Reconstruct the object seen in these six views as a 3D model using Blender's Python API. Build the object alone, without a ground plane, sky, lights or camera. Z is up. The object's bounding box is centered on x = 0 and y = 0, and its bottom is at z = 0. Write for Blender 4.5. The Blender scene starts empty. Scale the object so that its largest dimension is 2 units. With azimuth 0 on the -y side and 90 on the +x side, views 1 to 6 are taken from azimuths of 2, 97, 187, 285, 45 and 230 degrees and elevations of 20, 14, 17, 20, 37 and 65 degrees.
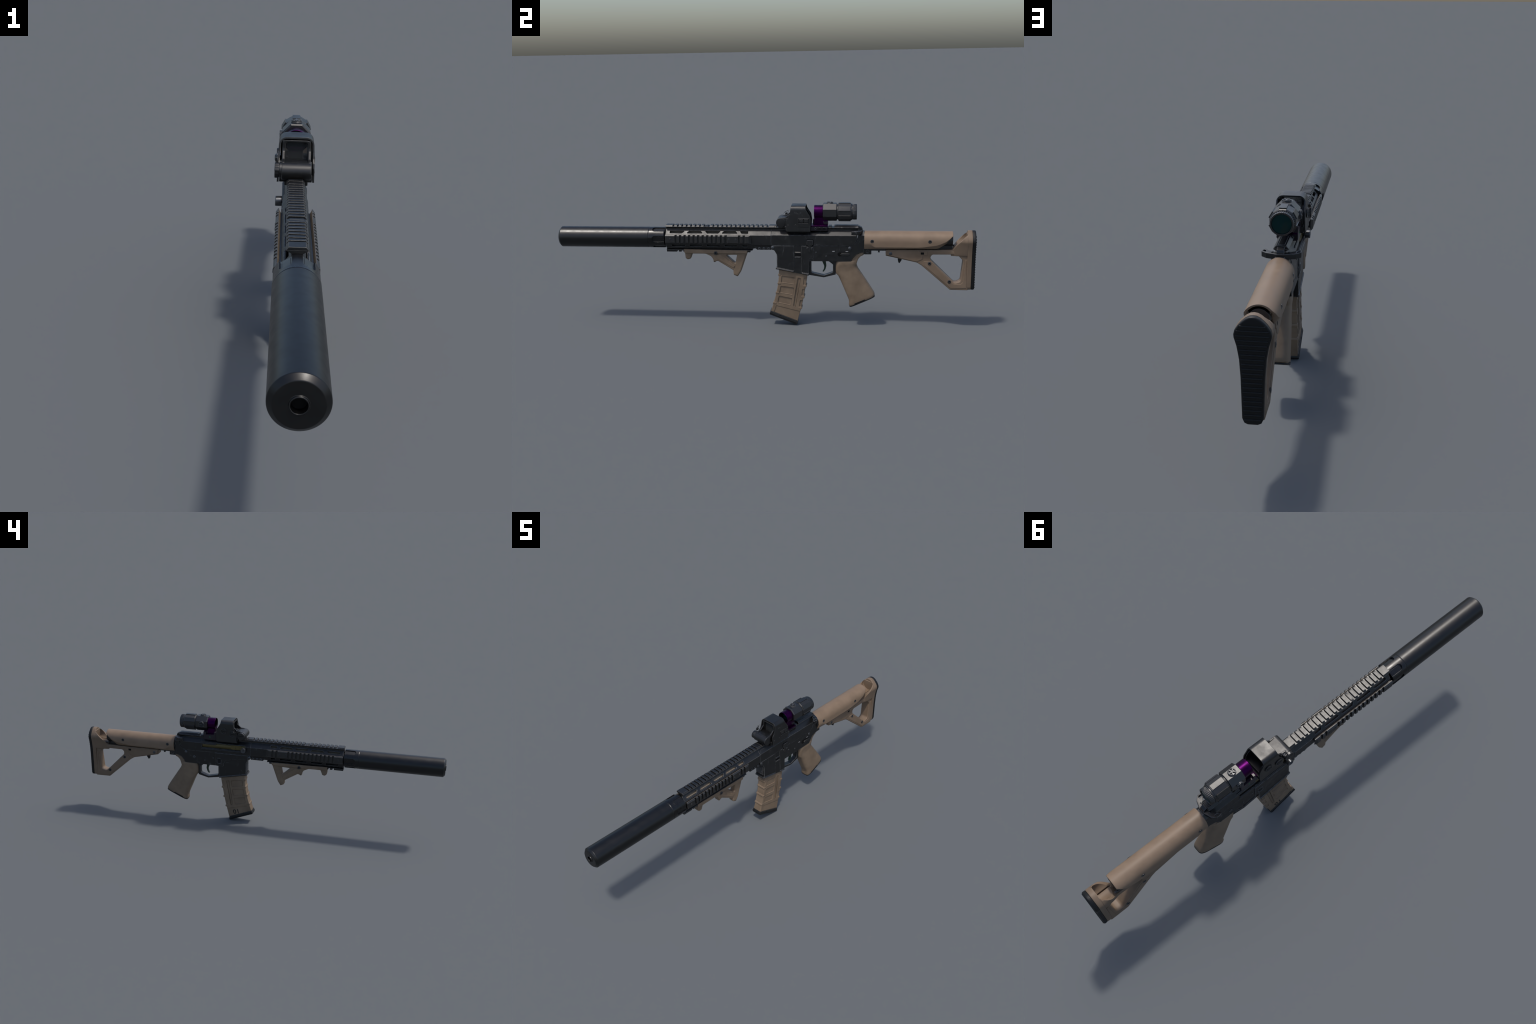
import bpy, bmesh, math, random
from mathutils import Matrix, Vector

random.seed(7)
scene = bpy.context.scene
COL = scene.collection

# ------------------------------------------------------------------ materials
def _nt(name):
    m = bpy.data.materials.new(name)
    m.use_nodes = True
    nt = m.node_tree
    return m, nt, nt.nodes, nt.links, nt.nodes["Principled BSDF"]


def _noise(nt, vec, scale, detail=4, rough=0.6):
    n = nt.nodes.new("ShaderNodeTexNoise")
    n.inputs["Scale"].default_value = scale
    n.inputs["Detail"].default_value = detail
    n.inputs["Roughness"].default_value = rough
    nt.links.new(vec, n.inputs["Vector"])
    return n.outputs["Fac"]


def _map(nt, vec, scale, rot=(0, 0, 0)):
    n = nt.nodes.new("ShaderNodeMapping")
    n.inputs["Scale"].default_value = scale
    n.inputs["Rotation"].default_value = rot
    nt.links.new(vec, n.inputs["Vector"])
    return n.outputs["Vector"]


def _range(nt, val, a, b, c=0.0, d=1.0):
    n = nt.nodes.new("ShaderNodeMapRange")
    n.clamp = True
    nt.links.new(val, n.inputs["Value"])
    for k, v in zip(("From Min", "From Max", "To Min", "To Max"), (a, b, c, d)):
        n.inputs[k].default_value = v
    return n.outputs["Result"]


def _math(nt, op, a, b):
    n = nt.nodes.new("ShaderNodeMath")
    n.operation = op
    for i, v in enumerate((a, b)):
        if isinstance(v, (int, float)):
            n.inputs[i].default_value = v
        else:
            nt.links.new(v, n.inputs[i])
    return n.outputs[0]


def _mix(nt, fac, a, b):
    n = nt.nodes.new("ShaderNodeMix")
    n.data_type = 'RGBA'
    for i, v in zip((0, 6, 7), (fac, a, b)):
        if isinstance(v, (int, float)):
            n.inputs[i].default_value = v
        elif isinstance(v, tuple):
            n.inputs[i].default_value = (*v, 1)
        else:
            nt.links.new(v, n.inputs[i])
    return n.outputs[2]


def surface(name, col, col2, rough, wear=None, wear_amt=0.0, metallic=0.0, spec=0.5,
            mottle=18, bump=0.0, bump_scale=900, scratches=0.0, edge=0.0018, rough_var=0.08,
            coat=0.0, smudge=0.0):
    """One paint/polymer/metal recipe: mottled base, edge wear from the Bevel node, fine scratches."""
    m, nt, N, L, P = _nt(name)
    tc = N.new("ShaderNodeTexCoord")
    vec = tc.outputs["Object"]
    n1 = _noise(nt, vec, mottle, 5)
    base = _mix(nt, _range(nt, n1, 0.32, 0.68), col, col2)
    if smudge > 0:
        n3 = _noise(nt, _map(nt, vec, (1, 1, 2.5), (0.5, 0, 0)), 7, 6, 0.7)
        base = _mix(nt, _range(nt, n3, 0.54, 0.74), base, (smudge, smudge, smudge * 1.05))
    rgh = _range(nt, n1, 0.3, 0.7, rough - rough_var, rough + rough_var)
    bev = N.new("ShaderNodeBevel")
    bev.samples = 4
    bev.inputs["Radius"].default_value = edge
    nrm = bev.outputs["Normal"]
    if wear is not None and wear_amt > 0:
        geo = N.new("ShaderNodeNewGeometry")
        d = N.new("ShaderNodeVectorMath")
        d.operation = 'DOT_PRODUCT'
        L.new(nrm, d.inputs[0])
        L.new(geo.outputs["Normal"], d.inputs[1])
        e = _range(nt, d.outputs["Value"], 0.988, 0.90)
        n2 = _noise(nt, vec, 90, 3)
        e = _math(nt, 'MULTIPLY', e, _range(nt, n2, 0.30, 0.55))
        e = _math(nt, 'MULTIPLY', e, wear_amt)
        if scratches > 0:
            for k, rot in enumerate(((0.7, 0, 0), (-0.4, 0.2, 0.1), (1.9, 0, 0.3))):
                v = N.new("ShaderNodeTexVoronoi")
                v.feature = 'DISTANCE_TO_EDGE'
                v.inputs["Scale"].default_value = 9 + 4 * k
                L.new(_map(nt, vec, (1, 1.0, 0.25), rot), v.inputs["Vector"])
                s = _range(nt, v.outputs["Distance"], 0.012, 0.004)
                s = _math(nt, 'MULTIPLY', s, _range(nt, _noise(nt, vec, 25 + 9 * k, 2), 0.55, 0.7))
                e = _math(nt, 'MAXIMUM', e, _math(nt, 'MULTIPLY', s, scratches))
        base = _mix(nt, e, base, wear)
    L.new(base, P.inputs["Base Color"])
    L.new(rgh, P.inputs["Roughness"])
    P.inputs["Metallic"].default_value = metallic
    P.inputs["Specular IOR Level"].default_value = spec
    if coat:
        P.inputs["Coat Weight"].default_value = coat
        P.inputs["Coat Roughness"].default_value = 0.15
    if bump > 0:
        b = N.new("ShaderNodeBump")
        b.inputs["Strength"].default_value = bump
        b.inputs["Distance"].default_value = 0.001
        L.new(_noise(nt, vec, bump_scale, 2), b.inputs["Height"])
        L.new(nrm, b.inputs["Normal"])
        nrm = b.outputs["Normal"]
    L.new(nrm, P.inputs["Normal"])
    return m


BLACK = surface("worn_black_metal", (0.0010, 0.0010, 0.0011), (0.0028, 0.0028, 0.0030), 0.43,
                (0.27, 0.275, 0.28), 0.7, scratches=0.14, bump=0.03, edge=0.0028, mottle=34, spec=0.60,
                rough_var=0.08, smudge=0.0100)
RAILBLACK = surface("black_rail_metal", (0.0014, 0.0014, 0.0015), (0.0030, 0.0030, 0.0033), 0.42,
                    (0.20, 0.19, 0.17), 0.9, bump=0.03, edge=0.0015, spec=0.65, rough_var=0.07)
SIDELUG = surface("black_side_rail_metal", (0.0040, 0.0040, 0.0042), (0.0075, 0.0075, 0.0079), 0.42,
                  (0.20, 0.19, 0.17), 0.9, bump=0.03, edge=0.0015, spec=0.70, rough_var=0.07)
SUPP = surface("black_brushed_metal", (0.0014, 0.0015, 0.0016), (0.0026, 0.0027, 0.0029), 0.345,
               (0.06, 0.06, 0.06), 0.4, mottle=40, rough_var=0.045, bump=0.03, spec=0.50)
GLOSS = surface("gloss_black_metal", (0.0018, 0.0018, 0.0022), (0.003, 0.003, 0.0034), 0.27,
                (0.06, 0.06, 0.06), 0.5, edge=0.0012)
TAN = surface("tan_polymer", (0.172, 0.120, 0.079), (0.212, 0.149, 0.100), 0.50,
              (0.27, 0.195, 0.135), 0.45, mottle=14, bump=0.05, bump_scale=700, edge=0.003, spec=0.36)
STOCKTAN = surface("tan_stock_polymer", (0.148, 0.104, 0.069), (0.196, 0.139, 0.094), 0.52,
                   (0.28, 0.20, 0.14), 0.6, mottle=10, bump=0.05, bump_scale=700, edge=0.0035, spec=0.36)
TANDARK = surface("tan_grip_polymer", (0.150, 0.107, 0.071), (0.212, 0.154, 0.103), 0.54,
                  (0.30, 0.215, 0.15), 0.6, mottle=16, bump=0.08, bump_scale=600, edge=0.003, spec=0.36)
RUBBER = surface("black_rubber", (0.0028, 0.0029, 0.0033), (0.0050, 0.0052, 0.0058), 0.5,
                 (0.05, 0.05, 0.055), 0.3, bump=0.05, edge=0.002, spec=0.35)
FLOOR = surface("worn_black_polymer", (0.0060, 0.0060, 0.0060), (0.0105, 0.0105, 0.0102), 0.48,
                (0.10, 0.095, 0.09), 0.5, bump=0.05, edge=0.0025, spec=0.5)
OPTIC = surface("dark_grey_anodised_metal", (0.0030, 0.0030, 0.0032), (0.0048, 0.0048, 0.0051), 0.41,
                (0.10, 0.10, 0.10), 0.6, bump=0.03, edge=0.0012, spec=0.75)
HOLO = surface("black_sight_metal", (0.0012, 0.0012, 0.0013), (0.0030, 0.0030, 0.0032), 0.41,
               (0.13, 0.13, 0.125), 0.6, scratches=0.12, bump=0.04, edge=0.0018, spec=0.62)
STEEL = surface("grey_steel", (0.065, 0.068, 0.074), (0.11, 0.115, 0.122), 0.34,
                (0.4, 0.4, 0.4), 0.4, metallic=0.8, mottle=120, edge=0.001)
DARKSTEEL = surface("dark_screw_steel", (0.025, 0.027, 0.030), (0.040, 0.042, 0.045), 0.32,
                    (0.20, 0.20, 0.20), 0.7, mottle=120, edge=0.0008, metallic=0.3)
BRASS = surface("olive_brass_bolt", (0.090, 0.067, 0.020), (0.118, 0.090, 0.028), 0.4,
                (0.2, 0.17, 0.07), 0.4, metallic=0.25, mottle=60)
PURPLE = surface("purple_anodised_metal", (0.027, 0.0016, 0.033), (0.040, 0.0026, 0.047), 0.36,
                 (0.16, 0.02, 0.18), 0.5, mottle=40, metallic=0.97, edge=0.0015)
DARKPURPLE = surface("black_purple_metal", (0.008, 0.005, 0.010), (0.012, 0.007, 0.015), 0.40,
                     (0.06, 0.03, 0.07), 0.5)
GREEN = surface("dark_green_metal", (0.0012, 0.018, 0.007), (0.0016, 0.026, 0.010), 0.38,
                (0.01, 0.09, 0.03), 0.5, edge=0.001)
GREENDOT = surface("green_dot_paint", (0.005, 0.16, 0.05), (0.006, 0.18, 0.06), 0.45)
LENS = surface("teal_coated_lens", (0.0003, 0.022, 0.022), (0.0004, 0.027, 0.026), 0.10, spec=0.2,
               rough_var=0.0)
DEEP = surface("deep_black", (0.0015, 0.0015, 0.0015), (0.002, 0.002, 0.002), 0.7, spec=0.2)
BARREL = surface("khaki_barrel_metal", (0.24, 0.20, 0.15), (0.30, 0.25, 0.19), 0.5,
                 mottle=50, metallic=0.0)
BROWN = surface("khaki_darkened_for_shade", (0.075, 0.060, 0.044), (0.11, 0.09, 0.066), 0.5, mottle=60)  # barrel khaki darkened to paint in the shade behind the handguard slots
BEIGE = surface("beige_edge", (0.10, 0.080, 0.060), (0.17, 0.138, 0.105), 0.5, mottle=70)
TUBEEND = surface("brown_black_tube_end", (0.035, 0.028, 0.024), (0.045, 0.036, 0.031), 0.5)
INK = surface("black_ink", (0.006, 0.006, 0.005), (0.009, 0.008, 0.007), 0.6)
CHALK = surface("pale_grey_engraving", (0.24, 0.24, 0.24), (0.32, 0.32, 0.32), 0.5)
FAINT = surface("faint_engraving", (0.035, 0.035, 0.037), (0.05, 0.05, 0.052), 0.5)


def glass():
    m, nt, N, L, P = _nt("smoked_window_glass")
    P.inputs["Base Color"].default_value = (0.16, 0.17, 0.175, 1)
    P.inputs["Transmission Weight"].default_value = 0.85
    P.inputs["Roughness"].default_value = 0.04
    P.inputs["IOR"].default_value = 1.3
    return m


GLASS = glass()

# ------------------------------------------------------------------ mesh tools
SIDE = Matrix(((0, 0, 1, 0), (1, 0, 0, 0), (0, 1, 0, 0), (0, 0, 0, 1)))      # (a,b) -> (y,z), depth x
FRONT = Matrix(((1, 0, 0, 0), (0, 0, -1, 0), (0, 1, 0, 0), (0, 0, 0, 1)))    # (a,b) -> (x,z), depth -y
TOP = Matrix.Identity(4)                                                      # (a,b) -> (x,y), depth z


def rounded(pts, n=5):
    """(a, b) or (a, b, r): fillets the corners that carry a radius."""
    out = []
    k = len(pts)
    for i, p in enumerate(pts):
        if len(p) == 2 or p[2] <= 0:
            out.append((p[0], p[1]))
            continue
        P = Vector(p[:2]); A = Vector(pts[i - 1][:2]); B = Vector(pts[(i + 1) % k][:2])
        u = A - P; v = B - P
        lu, lv = u.length, v.length
        u.normalize(); v.normalize()
        ang = u.angle(v)
        t = min(p[2] / math.tan(ang / 2), lu * 0.49, lv * 0.49)
        r = t * math.tan(ang / 2)
        c = P + (u + v).normalized() * (r / math.sin(ang / 2))
        s = P + u * t - c
        e = P + v * t - c
        a0 = math.atan2(s.y, s.x); a1 = math.atan2(e.y, e.x)
        d = (a1 - a0 + math.pi) % (2 * math.pi) - math.pi
        for j in range(n + 1):
            a = a0 + d * j / n
            out.append((c.x + r * math.cos(a), c.y + r * math.sin(a)))
    return out


def circle(cx, cy, r, n=24, a0=0.0, sx=1.0):
    return [(cx + sx * r * math.cos(a0 + 2 * math.pi * i / n), cy + r * math.sin(a0 + 2 * math.pi * i / n)) for i in range(n)]


def rect(a0, b0, a1, b1, r=0.0):
    return rounded([(a0, b0, r), (a1, b0, r), (a1, b1, r), (a0, b1, r)], 4)


def finish(me, angle=38):
    bm = bmesh.new()
    bm.from_mesh(me)
    bmesh.ops.remove_doubles(bm, verts=bm.verts, dist=1e-6)
    bmesh.ops.recalc_face_normals(bm, faces=bm.faces)
    for f in bm.faces:
        f.smooth = True
    bm.to_mesh(me)
    bm.free()
    me.set_sharp_from_angle(angle=math.radians(angle))
    return me


def prism(outline, d0, d1, plane=SIDE, bevel=0.0, holes=(), res=1):
    """Extrudes a closed outline (with holes) from depth d0 to d1, edges chamfered or rounded by bevel."""
    cu = bpy.data.curves.new("tmp", 'CURVE')
    cu.dimensions = '2D'
    cu.fill_mode = 'BOTH'
    for pts in (outline, *holes):
        sp = cu.splines.new('POLY')
        sp.points.add(len(pts) - 1)
        for p, q in zip(sp.points, pts):
            p.co = (q[0], q[1], 0, 1)
        sp.use_cyclic_u = True
    h = abs(d1 - d0) / 2
    b = min(bevel, h * 0.95)
    cu.extrude = h - b
    if b > 0:
        cu.bevel_depth = b
        cu.bevel_resolution = res
        cu.offset = -b
    ob = bpy.data.objects.new("tmp", cu)
    COL.objects.link(ob)
    dg = bpy.context.evaluated_depsgraph_get()
    me = bpy.data.meshes.new_from_object(ob.evaluated_get(dg))
    bpy.data.objects.remove(ob)
    bpy.data.curves.remove(cu)
    mid = (d0 + d1) / 2
    sgn = -1 if plane is FRONT else 1
    me.transform(plane @ Matrix.Translation((0, 0, sgn * mid)))
    me.materials.clear()
    return finish(me)


def loft(rings, caps=(True, True), loop=False, angle=38):
    bm = bmesh.new()
    vs = [[bm.verts.new(p) for p in r] for r in rings]
    n = len(rings[0])
    pairs = list(zip(vs, vs[1:] + ([vs[0]] if loop else [])))
    for a, b in pairs:
        for i in range(n):
            j = (i + 1) % n
            bm.faces.new((a[i], a[j], b[j], b[i]))
    if not loop:
        if caps[0]:
            bm.faces.new(vs[0][::-1])
        if caps[1]:
            bm.faces.new(vs[-1])
    me = bpy.data.meshes.new("tmp")
    bm.to_mesh(me)
    bm.free()
    return finish(me, angle)


def lathe(profile, axis='y', c=(0, 0, 0), n=48, a0=0.0, angle=38, notch=None):
    """profile: (position along axis, radius). A closed profile is a ring body."""
    rings = []
    for s, r in profile:
        ring = []
        for i in range(n):
            a = a0 + 2 * math.pi * i / n
            rr = r if notch is None else notch(i, s, r)
            u, v = rr * math.cos(a), rr * math.sin(a)
            if axis == 'y':
                ring.append((c[0] + u, c[1] + s, c[2] + v))
            elif axis == 'x':
                ring.append((c[0] + s, c[1] + u, c[2] + v))
            else:
                ring.append((c[0] + u, c[1] + v, c[2] + s))
        rings.append(ring)
    return loft(rings, angle=angle)


def tube(profile, axis='y', c=(0, 0, 0), n=48, angle=38):
    """Closed loop of (position, radius): a ring-shaped solid."""
    rings = []
    for s, r in profile:
        ring = []
        for i in range(n):
            a = 2 * math.pi * i / n
            u, v = r * math.cos(a), r * math.sin(a)
            ring.append({'y': (c[0] + u, c[1] + s, c[2] + v), 'x': (c[0] + s, c[1] + u, c[2] + v),
                         'z': (c[0] + u, c[1] + v, c[2] + s)}[axis])
        rings.append(ring)
    return loft(rings, loop=True, angle=angle)


def join(*meshes):
    bm = bmesh.new()
    for m in meshes:
        bm.from_mesh(m)
    me = bpy.data.meshes.new("tmp")
    bm.to_mesh(me)
    bm.free()
    for m in meshes:
        if m.users == 0:
            bpy.data.meshes.remove(m)
    for p in me.polygons:
        p.use_smooth = True
    me.set_sharp_from_angle(angle=math.radians(38))
    return me


def box(x0, y0, z0, x1, y1, z1, bevel=0.0):
    return prism(rect(y0, z0, y1, z1), x0, x1, SIDE, bevel)


def boolean(a, b, op='DIFFERENCE', angle=38):
    oa = bpy.data.objects.new("tmp_a", a)
    ob = bpy.data.objects.new("tmp_b", b)
    COL.objects.link(oa)
    COL.objects.link(ob)
    mod = oa.modifiers.new("b", 'BOOLEAN')
    mod.operation = op
    mod.solver = 'EXACT'
    mod.use_self = op == 'DIFFERENCE'
    mod.object = ob
    dg = bpy.context.evaluated_depsgraph_get()
    me = bpy.data.meshes.new_from_object(oa.evaluated_get(dg))
    bpy.data.objects.remove(oa)
    bpy.data.objects.remove(ob)
    bpy.data.meshes.remove(a)
    bpy.data.meshes.remove(b)
    me.materials.clear()
    return finish(me, angle)


def move(me, loc=(0, 0, 0), rot=None):
    m = Matrix.Translation(loc)
    if rot is not None:
        m = m @ rot
    me.transform(m)
    return me


root = bpy.data.objects.new("assault_rifle", None)
COL.objects.link(root)
root["label"] = "tan and black scoped carbine rifle with long suppressor"
root["category"] = "assault rifle"


def part(name, me, mat, parent=root, loc=(0, 0, 0), rot=None, weighted=True):
    # thing > part > sub-part is as deep as the tree goes
    while parent.parent is not None and parent.parent.parent is not None:
        parent = parent.parent
    if not me.materials:
        me.materials.append(mat)
    me.name = name
    ob = bpy.data.objects.new(name, me)
    COL.objects.link(ob)
    ob.parent = parent
    ob.location = loc
    if rot is not None:
        ob.rotation_euler = rot
    if weighted:
        w = ob.modifiers.new("weighted_normal", 'WEIGHTED_NORMAL')
        w.keep_sharp = True
    return ob


def hexscrew(r, h, mat=DARKSTEEL, n=24, socket=0.45):
    """Screw head standing along +x from x = 0, hexagon socket with a dark floor."""
    def hexr(i):
        a = 2 * math.pi * i / n
        return math.cos(math.pi / 6) / math.cos((a % (math.pi / 3)) - math.pi / 6)
    prof = [(-h, r, 0), (h * 0.55, r, 0), (h, r * 0.82, 0), (h, r * socket, 1), (h * 0.1, r * socket * 0.95, 1)]
    rings = [[(s, rr * (hexr(i) if hx else 1) * math.cos(2 * math.pi * i / n), rr * (hexr(i) if hx else 1) * math.sin(2 * math.pi * i / n))
              for i in range(n)] for s, rr, hx in prof]
    me = loft(rings)
    me.materials.append(mat)
    me.materials.append(DEEP)
    for p in me.polygons:
        if abs(p.center.x - h * 0.1) < 1e-5:
            p.material_index = 1
    return me


FLIP = (0, 0, math.pi)


def on_both_sides(name, me, mat, parent, y, z, x, weighted=False):
    part(name, me, mat, parent, (x, y, z), None, weighted)
    part(name, me, mat, parent, (-x, y, z), FLIP, weighted)


# ------------------------------------------------------------------ suppressor
AX = 0.4245          # bore axis height
R = 0.0500
supp = part("suppressor", lathe([(-0.880, 0.0005), (-0.880, 0.0130), (-0.9985, 0.0130), (-1.0, 0.0138), (-1.0, 0.0152), (-0.9985, 0.0162),
                                 (-0.9968, 0.0166), (-0.9972, 0.0395), (-0.9960, 0.0415), (-0.9885, 0.0491), (-0.987, 0.0500),
                                 (-0.5505, R), (-0.5495, 0.0488), (-0.5475, 0.0488), (-0.5475, 0.0005)], c=(0, 0, AX), n=72), SUPP)
bore = part("bore", lathe([(-0.986, 0.0125), (-0.881, 0.0125), (-0.881, 0.0005)], c=(0, 0, AX), n=32), DEEP, supp)
bm = None
col_me = lathe([(-0.5495, 0.02), (-0.5495, 0.0484), (-0.5478, 0.0498), (-0.545, R), (-0.474, R), (-0.471, 0.0480), (-0.471, 0.0270), (-0.455, 0.0270), (-0.455, 0.02)],
               c=(0, 0, AX), n=96)
cut = []
for k in range(6):
    a = math.radians(60 * k)
    c = prism(rounded([(-0.530, -0.0145, 0.0125), (-0.530, 0.0145, 0.0125), (-0.46, 0.0145), (-0.46, -0.0145)], 8)[::-1], 0.0438, 0.07, SIDE, 0)
    cut.append(move(c, (0, 0, AX), Matrix.Rotation(a, 4, 'Y')))
collar = part("collar", boolean(col_me, join(*cut)), GLOSS, supp)
for k in range(6):
    a = math.radians(60 * k)
    pad = prism(rounded([(-0.523, -0.0095, 0.008), (-0.523, 0.0095, 0.008), (-0.474, 0.0095, 0.002), (-0.474, -0.0095, 0.002)], 6), 0.0425, 0.0444, SIDE, 0.0004)
    part("flute_pad", move(pad, (0, 0, AX), Matrix.Rotation(a, 4, 'Y')), GLOSS, collar)
part("barrel", lathe([(-0.452, 0.008), (-0.452, 0.0215), (0.04, 0.0215), (0.04, 0.008)], c=(0, 0, AX + 0.001), n=32), BARREL)

# ------------------------------------------------------------------ handguard
def mirror_profile(half):
    """half: points with x >= 0 from bottom to top; returns the closed symmetric outline."""
    return [(x, z) for x, z in half] + [(-x, z) for x, z in reversed(half) if x > 1e-9]


hg_half = [(0.0185, 0.3760), (0.0325, 0.4005), (0.0325, 0.4425), (0.0150, 0.4625), (0.0128, 0.4660)]
hg_in = [(0.0165, 0.3800), (0.0285, 0.4020), (0.0285, 0.4410), (0.0130, 0.4595)]
hg = prism(mirror_profile(hg_half), -0.4655, 0.0445, FRONT, 0, holes=[mirror_profile(hg_in)[::-1]])
slots = []
for o in ([(-0.4462, 0.4488), (-0.3855, 0.4488), (-0.3720, 0.4600), (-0.4462, 0.4600)],
          [(-0.3650, 0.4488), (-0.2830, 0.4488), (-0.2960, 0.4600), (-0.3510, 0.4600)],
          [(-0.2630, 0.4488), (-0.2100, 0.4488), (-0.1970, 0.4600), (-0.2760, 0.4600)],
          [(-0.1945, 0.4488), (-0.1140, 0.4488), (-0.1270, 0.4600), (-0.1810, 0.4600)],
          [(-0.0960, 0.4488), (-0.0650, 0.4488), (-0.0650, 0.4600), (-0.1065, 0.4600)]):
    slots.append(prism(rounded([(*p, 0.002) for p in o], 4), -0.06, 0.06, SIDE))
for y0, y1 in ((-0.4392, -0.372), (-0.3517, -0.2899), (-0.2672, -0.2032), (-0.1807, -0.1193), (-0.0945, -0.0677)):
    slots.append(prism(rect(y0, 0.3845, y1, 0.3955, 0.005), -0.06, 0.06, SIDE))
handguard = part("handguard", boolean(hg, join(*slots)), BLACK)
part("rear_panel", prism([(-0.0480, 0.3985), (0.0440, 0.3985), (0.0440, 0.4432), (-0.0480, 0.4432)], -0.0332, 0.0332, SIDE, 0.0012), BLACK, handguard)
part("clamp_block", prism([(-0.0431, 0.396), (-0.0336, 0.3816), (-0.0240, 0.3707, 0.003), (0.0444, 0.3710), (0.0444, 0.396)], -0.0245, 0.0245, SIDE, 0.0015), BLACK, handguard)
clampscrew = hexscrew(0.0062, 0.002, STEEL)
for y in (-0.0126, 0.0094, 0.0323):
    on_both_sides("clamp_screw", clampscrew, STEEL, handguard, y, 0.3785, 0.0247)

part("inner_web", box(-0.0030, -0.4500, 0.4440, 0.0030, 0.0400, 0.4655), BROWN, handguard)
part("inner_web", box(-0.0080, -0.4500, 0.3765, 0.0080, 0.0400, 0.4080), BLACK, handguard)

# top rail: continuous lip base plus separate teeth
def rail_base(y0, y1):
    half = [(0.0122, 0.4640), (0.0122, 0.4725), (0.0236, 0.4790), (0.0236, 0.4806)]
    return prism(mirror_profile(half), y0, y1, FRONT, 0.0005)


def rail_tooth(length, w=0.0236, wt=0.0180, z0=0.4805, z1=0.4874):
    me = prism([(w, z0), (wt, z1), (-wt, z1), (-w, z0)], 0, length, FRONT, 0.0006)
    return me


TP = 0.0217
top_rail = part("top_rail", rail_base(-0.4658, 0.0445), RAILBLACK, handguard)
part("rail_tooth", rail_tooth(0.0345), RAILBLACK, top_rail, (0, -0.4662, 0))
tooth = rail_tooth(0.0130)
low_tooth = rail_tooth(0.0120, wt=0.0150, z1=0.4852)
for i in range(21):
    part("rail_tooth", low_tooth if i == 7 else tooth, RAILBLACK, top_rail, (0, -0.4230 + TP * i, random.uniform(-1, 1) * 1e-4))

# side rails
def side_base(sgn):
    half = [(0.0320, 0.0115), (0.0368, 0.0115), (0.0412, 0.0203), (0.0422, 0.0203)]
    pts = [(x, AX + z) for x, z in half] + [(x, AX - z) for x, z in reversed(half)]
    return prism([(sgn * x, z) for x, z in pts], -0.4645, -0.0560, FRONT, 0.0005)


def side_lug(length, tip=0.0):
    pts = [(0.0410, AX - 0.0201), (0.0438, AX - 0.0203), (0.0488, AX - 0.0158), (0.0488, AX + 0.0158), (0.0438, AX + 0.0203), (0.0410, AX + 0.0201)]
    me = prism(pts, 0, length, FRONT, 0.0006)
    if tip:
        for v in me.vertices:
            if v.co.y > length * 0.5 and v.co.x > 0.045:
                v.co.y -= tip
    return me


spans = [(-0.4645, -0.4176)]
for i in range(11):
    spans.append((-0.4071 + 0.0220 * i, -0.3957 + 0.0220 * i))
spans += [(-0.1646, -0.1107), (-0.0994, -0.0882)]
lug_cache = {}
railscrew = hexscrew(0.0048, 0.0012, DARKSTEEL)
for sgn in (1, -1):
    sr = part("side_rail", side_base(sgn), RAILBLACK, handguard)
    for a, b in spans:
        key = round(b - a, 4)
        if key not in lug_cache:
            lug_cache[key] = side_lug(b - a)
        if sgn > 0:
            part("rail_lug", lug_cache[key], SIDELUG, sr, (0, a, 0))
        else:
            part("rail_lug", lug_cache[key], SIDELUG, sr, (0, b, 0), FLIP)
    end = side_lug(0.0280, 0.012)
    if sgn < 0:
        end.transform(Matrix.Scale(-1, 4, (1, 0, 0)))
        end.flip_normals()
    part("rail_lug", end, SIDELUG, sr, (0, -0.0775, 0))
    for y, z in ((-0.4400, AX), (-0.1550, AX), (-0.1218, AX)):
        part("rail_screw", railscrew, DARKSTEEL, sr, (sgn * 0.0488, y, z), FLIP if sgn < 0 else None, False)
    # beige strip along the upper bevel of the dovetail, facing the gun
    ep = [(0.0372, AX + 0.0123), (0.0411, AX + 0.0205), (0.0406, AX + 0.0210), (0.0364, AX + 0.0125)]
    part("beige_strip", prism([(sgn * x, z) for x, z in ep], -0.462, -0.062, FRONT), BEIGE, sr)

# bottom rail
bot_half = [(0.0205, 0.3660), (0.0205, 0.3680), (0.0125, 0.3735), (0.0125, 0.3790)]
bottom_rail = part("bottom_rail", prism(mirror_profile(bot_half), -0.4652, -0.0463, FRONT, 0.0005), RAILBLACK, handguard)


def low_lug(length):
    return prism([(-0.0165, 0.3562), (0.0165, 0.3562), (0.0205, 0.3665), (-0.0205, 0.3665)], 0, length, FRONT, 0.0006)


part("rail_lug", low_lug(0.0500), RAILBLACK, bottom_rail, (0, -0.4652, 0))
bl = low_lug(0.0130)
for i in range(14):
    part("rail_lug", bl, RAILBLACK, bottom_rail, (0, -0.4065 + TP * i, 0))
part("rail_lug", low_lug(0.0250), RAILBLACK, bottom_rail, (0, -0.0830, 0))

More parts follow.
